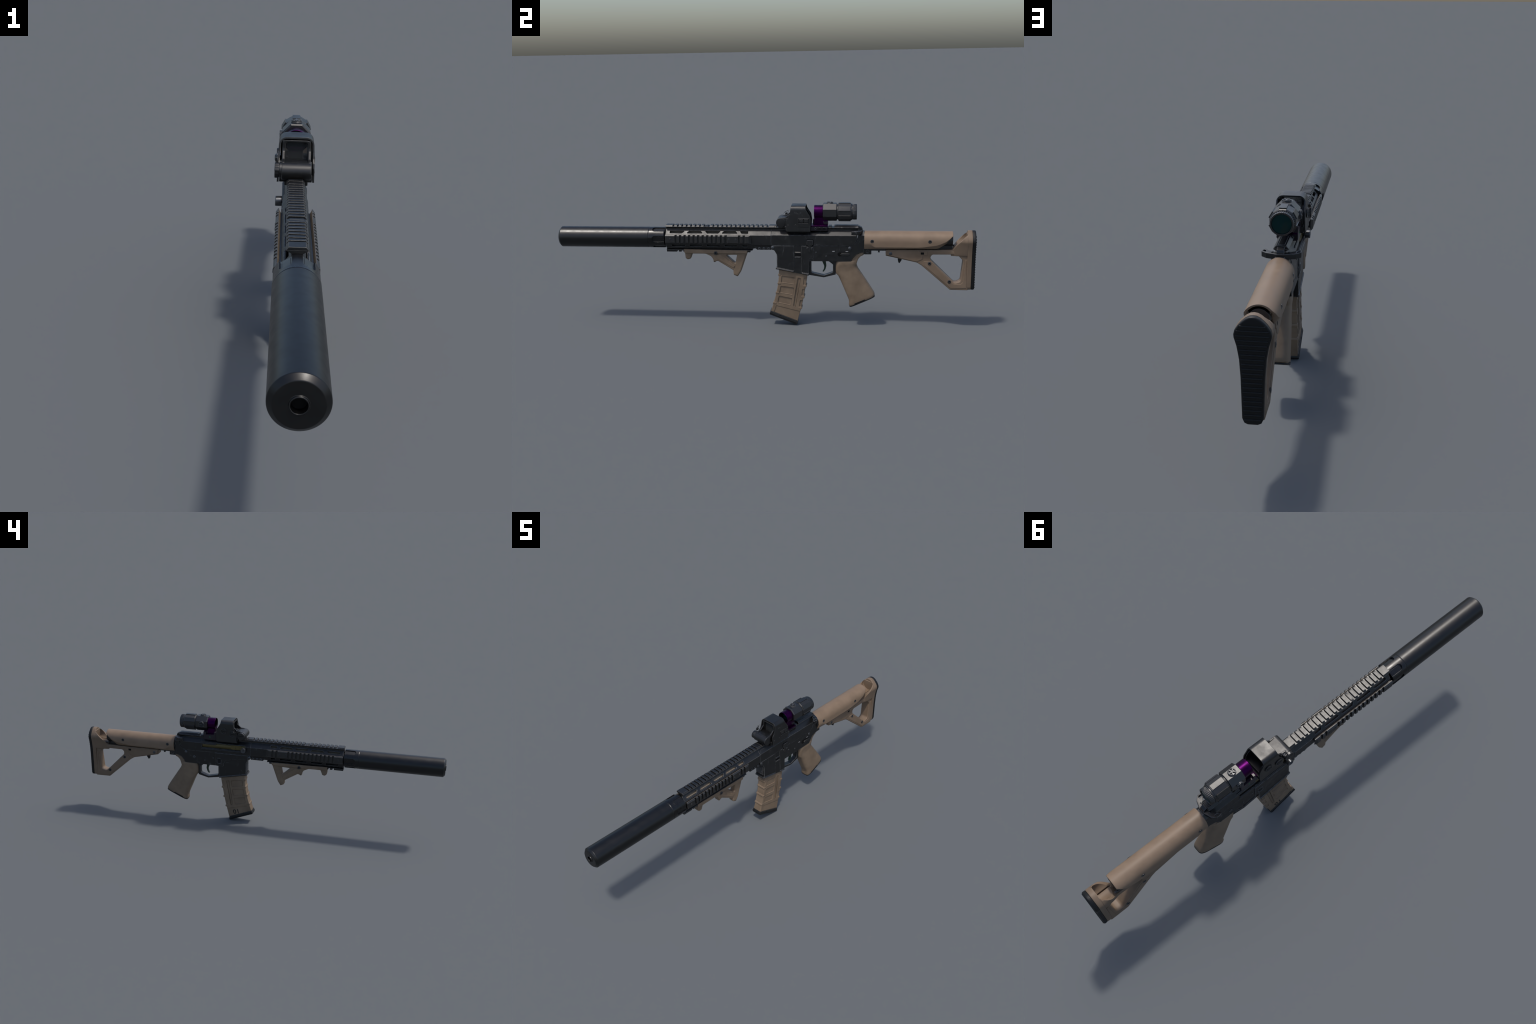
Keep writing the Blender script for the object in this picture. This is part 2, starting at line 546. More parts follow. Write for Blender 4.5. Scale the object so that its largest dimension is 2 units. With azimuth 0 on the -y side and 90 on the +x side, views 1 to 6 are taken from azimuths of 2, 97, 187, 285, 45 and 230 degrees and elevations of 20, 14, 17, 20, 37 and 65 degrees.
# ------------------------------------------------------------------ angled foregrip
fg_out = rounded([(-0.3795, 0.3600), (-0.3755, 0.3235, 0.006), (-0.3655, 0.3170, 0.004), (-0.3520, 0.3200, 0.005), (-0.3420, 0.3460, 0.004),
                  (-0.2767, 0.3464, 0.03), (-0.2500, 0.3340, 0.02), (-0.2400, 0.3190, 0.01), (-0.2385, 0.3052, 0.0025), (-0.2310, 0.3052, 0.0025),
                  (-0.2240, 0.3102, 0.004), (-0.2153, 0.3100, 0.01), (-0.1430, 0.2660, 0.006), (-0.1425, 0.2430, 0.008), (-0.1225, 0.2345, 0.004),
                  (-0.1070, 0.2580, 0.02), (-0.0725, 0.3546), (-0.0722, 0.3600)], 5)
fg_hole = rounded([(-0.1770, 0.3410, 0.003), (-0.1235, 0.3425, 0.003), (-0.1310, 0.3030, 0.003), (-0.1375, 0.3055, 0.003)], 4)
foregrip = part("foregrip", prism(fg_out, -0.0165, 0.0165, SIDE, 0.006, holes=[fg_hole], res=2), TANDARK)
part("clamp", prism(rounded([(-0.3795, 0.3700), (-0.3790, 0.3500, 0.005), (-0.0740, 0.3505, 0.004), (-0.0715, 0.3620), (-0.0715, 0.3660)], 4), -0.0225, 0.0225, SIDE, 0.002), TANDARK, foregrip)
fscrew = hexscrew(0.0088, 0.003, DARKSTEEL)
on_both_sides("clamp_screw", fscrew, DARKSTEEL, foregrip, -0.2256, 0.3525, 0.0226)
# strut rib beside the window of the grip
for s in (1, -1):
    rib = prism(rounded([(-0.232, 0.345, 0.004), (-0.205, 0.345, 0.004), (-0.133, 0.290, 0.003), (-0.140, 0.278, 0.003), (-0.225, 0.325, 0.004)], 4), s * 0.0150, s * 0.0185, SIDE, 0.0014)
    part("strut_rib", rib, TANDARK, foregrip)

# ------------------------------------------------------------------ upper receiver
up_half = [(0.0312, 0.3955), (0.0312, 0.4438), (0.0138, 0.4635), (0.0125, 0.4660)]
upper = prism(mirror_profile(up_half), 0.0455, 0.4650, FRONT)
trim = prism([(0.04, 0.38), (0.4100, 0.38), (0.4110, 0.3965), (0.4300, 0.4000), (0.4420, 0.4095), (0.4495, 0.4260), (0.4525, 0.4465), (0.4540, 0.50), (0.04, 0.50)], -0.1, 0.1, SIDE)
upper = boolean(upper, trim, 'INTERSECT')
port = rounded([(0.3221, 0.4300, 0.006), (0.3215, 0.4160, 0.006), (0.0740, 0.4165, 0.002), (0.0735, 0.4470, 0.002), (0.2400, 0.4470, 0.006), (0.2480, 0.4375, 0.004), (0.3215, 0.4375, 0.006)], 4)
upper = boolean(upper, prism(port, -0.06, -0.0215, SIDE))
upper_receiver = part("upper_receiver", upper, BLACK)
bolt = part("bolt_carrier", lathe([(0.066, 0.005), (0.066, 0.0195), (0.330, 0.0195), (0.330, 0.005)], c=(-0.0065, 0, 0.4305), n=40), BRASS, upper_receiver)
part("bolt_cutout", prism(rounded([(0.245, 0.4375, 0.003), (0.330, 0.4375), (0.330, 0.452), (0.236, 0.452)], 4), -0.0285, -0.01, SIDE, 0.0005), BLACK, upper_receiver)
part("bolt_cam_plate", prism(rounded([(0.095, 0.4200, 0.004), (0.152, 0.4190, 0.004), (0.160, 0.4300, 0.004), (0.152, 0.4440, 0.004), (0.095, 0.4440, 0.004)], 4), -0.0266, -0.02, SIDE, 0.001), BRASS, upper_receiver)
for z in (0.4285, 0.4375):
    part("bolt_pinhole", lathe([(-0.0270, 0.0005), (-0.0270, 0.0015), (-0.0255, 0.0015)], 'x', (0, 0.1300, z), 12), DEEP, upper_receiver)
part("hinge_rod", lathe([(0.078, 0.0005), (0.078, 0.0028), (0.325, 0.0028), (0.325, 0.0005)], c=(-0.0322, 0, 0.4115), n=12), BLACK, upper_receiver)
part("handle_knob", lathe([(-0.0300, 0.001), (-0.0300, 0.0060), (-0.0345, 0.0060), (-0.0345, 0.0125), (-0.0360, 0.0135), (-0.0510, 0.0135), (-0.0525, 0.0120),
                           (-0.0520, 0.0085), (-0.0495, 0.0080), (-0.0495, 0.0005)], 'x', (0, 0.0815, 0.4265), 32), STEEL, upper_receiver)
recv_rail = part("receiver_rail", rail_base(0.0455, 0.4580), RAILBLACK, upper_receiver)
part("rail_tooth", rail_tooth(0.0290), RAILBLACK, recv_rail, (0, 0.0335, 0))
part("rail_tooth", rail_tooth(0.0060), RAILBLACK, recv_rail, (0, 0.0640, 0))
for i in range(12):
    part("rail_tooth", tooth, RAILBLACK, recv_rail, (0, 0.0790 + TP * i, 0))
part("rail_bridge", prism([(0.0236, 0.4805), (0.0150, 0.4900), (-0.0150, 0.4900), (-0.0236, 0.4805)], 0.3440, 0.4560, FRONT, 0.0012), RAILBLACK, recv_rail)
part("bridge_groove", box(-0.0105, 0.352, 0.485, 0.0105, 0.448, 0.4908, 0.0006), BLACK, recv_rail)

# charging handle: T head with hooked, pierced wings
ch_half = [(0.0000, 0.4560), (0.0150, 0.4550), (0.0260, 0.4480, 0.004), (0.0400, 0.4390, 0.004), (0.0480, 0.4250, 0.003), (0.0560, 0.4240, 0.003),
           (0.0605, 0.4360, 0.004), (0.0595, 0.4500, 0.004), (0.0440, 0.4660, 0.005), (0.0240, 0.4730, 0.004), (0.0120, 0.4775, 0.002), (0.0000, 0.4775)]
ch_out = ch_half[1:-1] + [(-p[0], *p[1:]) for p in reversed(ch_half[1:-1])]
ch_holes = [rounded([(s * 0.0470, 0.4360, 0.002), (s * 0.0540, 0.4330, 0.002), (s * 0.0545, 0.4480, 0.002), (s * 0.0460, 0.4540, 0.002)], 3) for s in (1, -1)]
charging = part("charging_handle", prism(rounded(ch_out, 4), 0.4525, 0.4700, TOP, 0.002, holes=ch_holes), BLACK)
part("handle_stem", prism(rounded([(0.4350, 0.4560), (0.4350, 0.4800), (0.4540, 0.4800), (0.4550, 0.4868, 0.001), (0.4605, 0.4868, 0.002), (0.4720, 0.4812, 0.002), (0.4755, 0.4720, 0.003), (0.4750, 0.4560)], 3), -0.0115, 0.0115, SIDE, 0.002), BLACK, charging)
for s in (1, -1):
    for i in range(5):
        y = 0.4700 - i * 0.0035
        x = 0.028 + i * 0.0045
        part("grip_ridge", box(s * x - 0.0008, y - 0.006, 0.4545, s * x + 0.0008, y + 0.0006, 0.468, 0.0003), BLACK, charging)
    part("latch_pin", lathe([(0.4690, 0.004), (0.4720, 0.0038), (0.4726, 0.0005)], 'z', (s * 0.026, 0.458, 0), 16), DARKSTEEL, charging)

# ------------------------------------------------------------------ lower receiver
low_out = rounded([(0.0455, 0.3945, 0.004), (0.0455, 0.3720, 0.010), (0.0580, 0.3720, 0.010), (0.0715, 0.3480, 0.020), (0.0715, 0.2875), (0.0675, 0.2785), (0.2238, 0.2490),
                   (0.2255, 0.3190), (0.2440, 0.3190), (0.4215, 0.3205), (0.4290, 0.3360), (0.4440, 0.3530, 0.02), (0.4650, 0.3625, 0.02), (0.4835, 0.3645),
                   (0.4838, 0.4610), (0.4580, 0.4640), (0.4560, 0.4465), (0.4528, 0.4255, 0.02), (0.4440, 0.4070, 0.02), (0.4300, 0.3970, 0.01), (0.4110, 0.3945)], 4)
lower = prism(low_out, -0.0292, 0.0292, SIDE)
lower = boolean(lower, prism(mirror_profile([(0.05, 0.20), (0.05, 0.425), (0.0302, 0.4440), (0.0120, 0.4640)]), -0.1, 0.6, FRONT), 'INTERSECT')
lower_receiver = part("lower_receiver", lower, BLACK)
# right side panels of the magazine well
for o, x in (([(0.0500, 0.3930), (0.0580, 0.3740, 0.010), (0.0722, 0.3480, 0.020), (0.0722, 0.2880), (0.1540, 0.2720), (0.1535, 0.3930)], 0.0308),
             ([(0.1885, 0.3930), (0.2460, 0.3930), (0.2462, 0.3330, 0.001), (0.2262, 0.3300), (0.2236, 0.2590), (0.1890, 0.2650)], 0.0308)):
    part("magwell_panel", prism(rounded(o, 4), 0.028, x, SIDE, 0.0008), BLACK, lower_receiver)
for a, b in ((0.0675, 0.1540), (0.1890, 0.2242)):
    s = -0.0298 / 0.1563
    z = lambda y: 0.2792 + (y - 0.0675) * s
    part("magwell_lip", prism([(a, z(a) + 0.0095), (a, z(a) - 0.0010), (b, z(b) - 0.0010), (b, z(b) + 0.0095)], 0.022, 0.0348, SIDE, 0.0046, res=0), BLACK, lower_receiver)
part("magwell_lip", prism([(0.0672, 0.2870), (0.0672, 0.2782), (0.2242, 0.2482), (0.2242, 0.2575)], -0.0322, -0.026, SIDE, 0.002, res=0), BLACK, lower_receiver)
part("magwell_front_lip", prism(rounded([(0.0650, 0.2840, 0.002), (0.0650, 0.2775, 0.001), (0.0800, 0.2755), (0.0800, 0.2860)], 3), -0.0300, 0.0300, SIDE, 0.001), BLACK, lower_receiver)
# serrations on the front of the magazine well
for i in range(9):
    z = 0.296 + i * 0.0066
    part("front_serration", prism([(0.0695, z), (0.0725, z + 0.0004), (0.0725, z + 0.0040), (0.0695, z + 0.0036)], -0.0235, 0.0235, SIDE, 0.0006), BLACK, lower_receiver)
# step bar, magazine-catch arm
part("catch_bar", prism(rect(0.1570, 0.3578, 0.1868, 0.3640, 0.0002), 0.0245, 0.0335, SIDE, 0.0030, res=0), RAILBLACK, lower_receiver)
part("catch_shelf", prism(rect(0.1570, 0.3352, 0.1868, 0.3402, 0.0008), 0.0285, 0.0312, SIDE, 0.001, res=0), BLACK, lower_receiver)
part("catch_arm", prism(rect(0.1572, 0.3452, 0.2165, 0.3528, 0.001), 0.0285, 0.0303, SIDE, 0.0006), DEEP, lower_receiver)
# bolt release paddle
paddle = part("bolt_release", prism(rounded([(0.2140, 0.4224, 0.004), (0.2438, 0.4226, 0.004), (0.2438, 0.4010, 0.002), (0.2340, 0.3930, 0.003), (0.2230, 0.3930, 0.003), (0.2140, 0.4000, 0.002)], 4), 0.0305, 0.0355, SIDE, 0.0015), BLACK, lower_receiver)
part("release_frame", prism(rect(0.2118, 0.3915, 0.2462, 0.4250, 0.004), 0.0306, 0.0316, SIDE, 0.0002), DEEP, lower_receiver)
part("release_stem", prism(rounded([(0.2235, 0.3940), (0.2335, 0.3940), (0.2325, 0.3640, 0.003), (0.2245, 0.3640, 0.003)], 3), 0.0305, 0.0335, SIDE, 0.001), RAILBLACK, lower_receiver)
for y in (0.2146, 0.2355):
    part("release_lug", prism(rect(y, 0.3785, y + 0.0078, 0.3890, 0.001), 0.0305, 0.0335, SIDE, 0.001), BLACK, lower_receiver)
# pins
pinA = lathe([(-0.003, 0.008), (0.0016, 0.008), (0.0034, 0.0055), (0.0040, 0.0005)], 'x', n=24)
pinB = lathe([(-0.003, 0.0036), (0.0010, 0.0036), (0.0016, 0.0024), (0.0017, 0.0004)], 'x', n=16)
on_both_sides("takedown_pin", pinA, STEEL, lower_receiver, 0.0515, 0.3836, 0.0300)
on_both_sides("takedown_pin", pinA, STEEL, lower_receiver, 0.4165, 0.3832, 0.0298)
on_both_sides("trigger_pin", pinB, STEEL, lower_receiver, 0.2580, 0.3622, 0.0296)
on_both_sides("trigger_pin", pinB, STEEL, lower_receiver, 0.3062, 0.3440, 0.0294)
part("selector_stub", hexscrew(0.0085, 0.0022, STEEL, socket=0.3), STEEL, lower_receiver, (-0.0294, 0.3680, 0.3575), FLIP, False)
part("selector_hub", lathe([(-0.003, 0.0105), (0.0008, 0.0105), (0.0012, 0.0095), (0.0012, 0.0005)], 'x', n=28), DEEP, lower_receiver, (0.0292, 0.3700, 0.3545))
part("selector_lever", prism(rounded([(0.3790, 0.3600, 0.002), (0.4165, 0.3592, 0.003), (0.4175, 0.3490, 0.003), (0.3830, 0.3480, 0.003), (0.3690, 0.3530, 0.004)], 3), 0.0290, 0.0360, SIDE, 0.0018), RAILBLACK, lower_receiver)
for y in (0.3330, 0.3960):
    part("safety_mark", prism([(y, 0.3697), (y + 0.0145, 0.3699), (y + 0.0115, 0.3662), (y + 0.0030, 0.3660)], 0.0280, 0.02945, SIDE), CHALK, lower_receiver)
# left side fence with the magazine release
fence = rounded([(0.2475, 0.3950, 0.001), (0.0600, 0.3952, 0.002), (0.0600, 0.3680, 0.003), (0.1390, 0.3660, 0.02), (0.1860, 0.3500, 0.01), (0.1940, 0.3390, 0.006), (0.1970, 0.3190, 0.004), (0.2365, 0.3190, 0.003), (0.2475, 0.3275)], 5)
fence_part = part("release_fence", prism(fence[::-1], -0.0334, -0.028, SIDE, 0.0016, res=0), BLACK, lower_receiver)
part("release_rim", prism(rect(0.2085, 0.3325, 0.2360, 0.3665, 0.005), -0.0352, -0.030, SIDE, 0.0014, holes=[rect(0.2130, 0.3370, 0.2330, 0.3620, 0.005)]), BLACK, fence_part)
part("release_button", prism(rect(0.2150, 0.3385, 0.2310, 0.3605, 0.006), -0.0348, -0.030, SIDE, 0.0015), RUBBER, fence_part)
# trigger guard and trigger
tg_out = rounded([(0.2235, 0.3200), (0.2238, 0.2470), (0.2935, 0.2360, 0.004), (0.3500, 0.2505), (0.3510, 0.3205)], 4)
tg_in = rounded([(0.2340, 0.3170, 0.004), (0.2338, 0.2600, 0.010), (0.2935, 0.2465, 0.004), (0.3370, 0.2620, 0.010), (0.3372, 0.3000, 0.006), (0.3150, 0.3170, 0.008)], 4)
part("trigger_guard", prism(tg_out, -0.0135, 0.0135, SIDE, 0.0018, holes=[tg_in]), BLACK)
trig = rounded([(0.2850, 0.3240), (0.2865, 0.3110, 0.02), (0.2955, 0.2910, 0.02), (0.2935, 0.2760, 0.02), (0.2865, 0.2635, 0.002), (0.2915, 0.2615, 0.003), (0.3010, 0.2740, 0.02), (0.3055, 0.2910, 0.02), (0.3030, 0.3120, 0.02), (0.3020, 0.3240)], 5)
part("trigger", prism(trig, -0.0068, 0.0068, SIDE, 0.002), GREEN)

# ------------------------------------------------------------------ magazine
mag_out = rounded([(0.0785, 0.2900), (0.0790, 0.2450, 0.05), (0.0745, 0.2050, 0.05), (0.0668, 0.1650, 0.05), (0.0575, 0.1300, 0.05), (0.0480, 0.0980, 0.05),
                   (0.0375, 0.0650), (0.1660, 0.0130), (0.1790, 0.0630, 0.05), (0.1860, 0.0900, 0.05), (0.1960, 0.1350, 0.05), (0.2060, 0.1900, 0.05), (0.2150, 0.2450, 0.05), (0.2190, 0.2900)], 3)
mag = prism(mag_out, -0.0245, 0.0245, SIDE, 0.0035)
panels = ([(0.0928, 0.2452), (0.1560, 0.2360), (0.1533, 0.2030), (0.0896, 0.2122)],
          [(0.0868, 0.1944), (0.1500, 0.1862), (0.1430, 0.1505), (0.0812, 0.1612)],
          [(0.0788, 0.1459), (0.1397, 0.1331), (0.1325, 0.0985), (0.0710, 0.1124)],
          [(0.1683, 0.2361), (0.1840, 0.2353), (0.1580, 0.0905), (0.1462, 0.0950)],
          [(0.1985, 0.2356), (0.2150, 0.2350), (0.2090, 0.1945), (0.1950, 0.1961)],
          [(0.1905, 0.1798), (0.2050, 0.1800), (0.1990, 0.1375), (0.1864, 0.1400)],
          [(0.1800, 0.1236), (0.1940, 0.1240), (0.1840, 0.0835), (0.1742, 0.0840)])
cuts = []
for s in (1, -1):
    for o in panels:
        cuts.append(prism(rounded([(*p, 0.0035) for p in o][::-1], 3), s * 0.0222, s * 0.05, SIDE))
    low = [(0.0645, 0.0960, 0.003), (0.1840, 0.0665), (0.1700, 0.0000), (0.0400, 0.0400), (0.0550, 0.0690)]
    cuts.append(prism(rounded(low, 3), s * 0.0232, s * 0.05, SIDE))
magazine = part("magazine", boolean(mag, join(*cuts)), TANDARK)
# raised rims round the panels
for s in (1, -1):
    for o in panels[:4]:
        c = (sum(p[0] for p in o) / 4, sum(p[1] for p in o) / 4)
        def grow(p, d):
            return (p[0] + math.copysign(d, p[0] - c[0]), p[1] + math.copysign(d, p[1] - c[1]), 0.004)
        part("panel_rim", prism(rounded([grow(p, 0.0016) for p in o], 3), s * 0.0226, s * 0.0252, SIDE, 0.0007,
                                holes=[rounded([grow(p, -0.0004) for p in o], 3)]), TANDARK, magazine)
# wrap-around ribs front and back
for fy, fz, ry, rz in ((0.0745, 0.2040, 0.2085, 0.1925), (0.0648, 0.1570, 0.1990, 0.1380), (0.0510, 0.1060, 0.1860, 0.0825)):
    a = math.atan2(rz - fz, ry - fy)
    ca, sa = math.cos(a), math.sin(a)
    def loc(u, v, o):
        return (o[0] + u * ca - v * sa, o[1] + u * sa + v * ca)
    f = [loc(u, v, (fy, fz)) for u, v in ((-0.0035, -0.0015), (-0.0030, 0.0030), (0.0000, 0.0085), (0.0140, 0.0075), (0.0140, -0.0015))]
    part("grip_rib", prism(f, -0.0256, 0.0256, SIDE, 0.0015), TANDARK, magazine)
    r = [loc(u, v, (ry, rz)) for u, v in ((-0.0140, -0.0040), (0.0005, -0.0040), (0.0024, -0.0020), (0.0026, 0.0030), (0.0000, 0.0075), (-0.0140, 0.0075))]
    part("grip_rib", prism(r, -0.0252, 0.0252, SIDE, 0.0012), TANDARK, magazine)
part("grip_rib", prism([(0.0755, 0.2440), (0.0760, 0.2520), (0.0800, 0.2580), (0.0900, 0.2560), (0.0890, 0.2450)], -0.0252, 0.0252, SIDE, 0.0012), TANDARK, magazine)
base = rounded([(0.0360, 0.0705), (0.0305, 0.0500, 0.003), (0.1630, 0.0000, 0.002), (0.1680, 0.0085, 0.002), (0.1645, 0.0220)], 3)
floor = part("floor_plate", prism(base, -0.0272, 0.0272, SIDE, 0.0035), FLOOR, magazine)
part("floor_lip", prism(rounded([(0.0330, 0.0610), (0.0320, 0.0560), (0.1580, 0.0085), (0.1600, 0.0135)], 3), -0.0285, 0.0285, SIDE, 0.001), RUBBER, magazine)
for s in (1, -1):
    part("floor_tab", prism([(0.0800, 0.0520), (0.0860, 0.0495), (0.0875, 0.0440), (0.0790, 0.0470)], s * 0.0235, s * 0.0285, SIDE, 0.0008), RUBBER, magazine)
txt = bpy.data.curves.new("tmp_text", 'FONT')
txt.body = "01"
txt.size = 0.036
txt.extrude = 0.0002
txt.offset = 0.0006
txt.space_character = 1.1
txt.align_x = 'CENTER'
txt.align_y = 'CENTER'
to = bpy.data.objects.new("tmp_text", txt)
COL.objects.link(to)
tme = bpy.data.meshes.new_from_object(to.evaluated_get(bpy.context.evaluated_depsgraph_get()))
bpy.data.objects.remove(to)
bpy.data.curves.remove(txt)
ta = math.radians(13)
tme.transform(Matrix(((0, 0, -1, 0), (-math.cos(ta), math.sin(ta), 0, 0), (math.sin(ta), math.cos(ta), 0, 0), (0, 0, 0, 1))))
tme.materials.clear()
part("number_marking", tme, INK, magazine, (-0.0234, 0.1255, 0.0530), None, False)

# ------------------------------------------------------------------ pistol grip
def oval(F, Rr, w, n=48, e=4.6, back=4.4):
    """Section between a front and a rear point in the side plane, half width w, squarer in front."""
    F = Vector(F); Rr = Vector(Rr)
    c = (F + Rr) / 2
    h = (Rr - F) / 2
    out = []
    for i in range(n):
        a = 2 * math.pi * i / n
        ca, sa = math.cos(a), math.sin(a)
        ex = back if ca > 0 else e
        u = math.copysign(abs(ca) ** (2 / ex), ca)
        v = math.copysign(abs(sa) ** (2 / ex), sa)
        p = c + h * u
        out.append((v * w, p.x, p.y))
    return out


st = [((0.3560, 0.3200), (0.4470, 0.3230), 0.0275), ((0.3510, 0.3140), (0.4480, 0.3190), 0.0288), ((0.3495, 0.2950), (0.4490, 0.3060), 0.0286), ((0.3495, 0.2720), (0.4500, 0.2960), 0.0252),
      ((0.3515, 0.2560), (0.4555, 0.2830), 0.0258), ((0.3620, 0.2460), (0.4660, 0.2670), 0.0260), ((0.3760, 0.2160), (0.4860, 0.2370), 0.0278), ((0.3900, 0.1820), (0.5050, 0.2080), 0.0290),
      ((0.4040, 0.1490), (0.5210, 0.1830), 0.0296), ((0.4130, 0.1270), (0.5310, 0.1665), 0.0300), ((0.4140, 0.1130), (0.5345, 0.1590), 0.0302), ((0.4130, 0.1020), (0.5355, 0.1535), 0.0300),
      ((0.4160, 0.0968), (0.5345, 0.1505), 0.0292)]
grip = part("pistol_grip", loft([oval(*s) for s in st], angle=60), TANDARK, weighted=False)
beak = rounded([(0.4150, 0.3150), (0.4222, 0.3204), (0.4290, 0.3350, 0.01), (0.4460, 0.3545, 0.02), (0.4650, 0.3628, 0.02), (0.4815, 0.3640), (0.4812, 0.3495, 0.003), (0.4680, 0.3435, 0.02), (0.4560, 0.3300, 0.02), (0.4500, 0.3110, 0.02), (0.4470, 0.3000), (0.4250, 0.3000)], 4)
part("beavertail", prism(beak, -0.0235, 0.0235, SIDE, 0.005, res=2), TANDARK, grip)
d = Vector((0.0024, -0.0050))
capF, capR = Vector((0.4150, 0.0962)), Vector((0.5350, 0.1500))
part("grip_cap", loft([oval(capF, capR, 0.0297), oval(capF + d * 0.75, capR + d * 0.75, 0.0297), oval(capF + d + Vector((0.003, 0.001)), capR + d - Vector((0.003, 0.001)), 0.0275)], angle=30), RUBBER, grip, weighted=False)
part("cap_latch", prism([(0.4395, 0.1080), (0.4400, 0.1135), (0.4870, 0.1350), (0.4920, 0.1325), (0.4925, 0.1305)], -0.0302, 0.0302, SIDE, 0.0008), RUBBER, grip)

# ------------------------------------------------------------------ buffer tube and stock
TZ = 0.4245
btube = part("buffer_tube", lathe([(0.478, 0.01), (0.478, 0.0300), (0.888, 0.0300), (0.892, 0.0270), (0.892, 0.0005)], c=(0, 0, TZ), n=48), BLACK)
part("tube_end", lathe([(0.885, 0.0005), (0.885, 0.0275), (0.8935, 0.0275), (0.8935, 0.0005)], c=(0, 0, TZ), n=40), TUBEEND, btube)
part("castle_nut", lathe([(0.4838, 0.01), (0.4838, 0.0375), (0.4865, 0.0380), (0.4865, 0.01)], c=(0, 0, TZ), n=40), STEEL, btube)
part("end_plate", prism(rounded([(0.4800, 0.3900), (0.4800, 0.3520, 0.002), (0.5180, 0.3525, 0.002), (0.5180, 0.3900)], 3), -0.0180, 0.0180, SIDE, 0.0015), BLACK, btube)
on_both_sides("plate_bolt", lathe([(-0.002, 0.0085), (0.0012, 0.0085), (0.0018, 0.0070), (0.0010, 0.0055), (0.0010, 0.0005)], 'x', n=24), RAILBLACK, btube, 0.5000, 0.3660, 0.0180)
part("guide_rail", box(-0.0110, 0.515, 0.3690, 0.0110, 0.892, 0.4000, 0.001), BLACK, btube)
part("guide_stop", box(-0.0070, 0.5485, 0.3600, 0.0070, 0.5570, 0.3720, 0.001), BLACK, btube)


def cheek_ring(y, crease, bottom, w=0.0445, top=0.4628, zc=0.4130):
    """Arch section: outer skin then inner skin."""
    wb = 0.0325
    outer = []
    n = 20
    for i in range(n + 1):
        a = math.pi * i / n
        outer.append((w * math.cos(a), max(zc, crease) * 0 + zc + (top - zc) * math.sin(a) ** 0.92))
    right = [(x, z) for x, z in outer]
    # clip everything below the crease
    def clip(x, z):
        if z >= crease:
            return x, z
        t = math.asin(max(0.0, min(1.0, ((crease - zc) / (top - zc)) ** (1 / 0.92) if crease > zc else 0.0)))
        return math.copysign(w * math.cos(t), x), crease
    arc = [clip(x, z) for x, z in outer]
    xr = arc[0][0]
    lowx = wb if bottom < crease - 0.002 else xr - 0.003
    prof = [(lowx, bottom), (xr, min(crease, arc[0][1]))] + arc + [(-xr, min(crease, arc[-1][1])), (-lowx, bottom)]
    t = 0.0045
    inner = []
    for x, z in reversed(prof):
        s = max(0.0, min(1.0, (z - 0.385) / 0.06))
        inner.append((x * (1 - 0.0060 / w), z - t * max(0.0, (z - zc) / (top - zc)) ** 1))
    return [(x, y, z) for x, z in prof + inner]


cheek = loft([cheek_ring(*a) for a in ((0.4845, 0.4050, 0.3830, 0.0425, 0.4615), (0.4860, 0.4050, 0.3825), (0.5120, 0.4052, 0.3825), (0.5340, 0.3925, 0.3825), (0.7300, 0.3925, 0.3845), (0.7530, 0.3940, 0.3846),
                                        (0.8170, 0.4030, 0.3855), (0.8300, 0.4070, 0.3890), (0.8600, 0.4200, 0.4080), (0.8780, 0.4340, 0.4290), (0.8930, 0.4470, 0.4462))], angle=28)
cheek_part = part("cheek_rest", cheek, TAN, weighted=False)
cscrew = hexscrew(0.0082, 0.0009, DARKSTEEL)
on_both_sides("cheek_screw", cscrew, DARKSTEEL, cheek_part, 0.5207, 0.4212, 0.0443)
on_both_sides("cheek_screw", cscrew, DARKSTEEL, cheek_part, 0.7868, 0.4214, 0.0443)

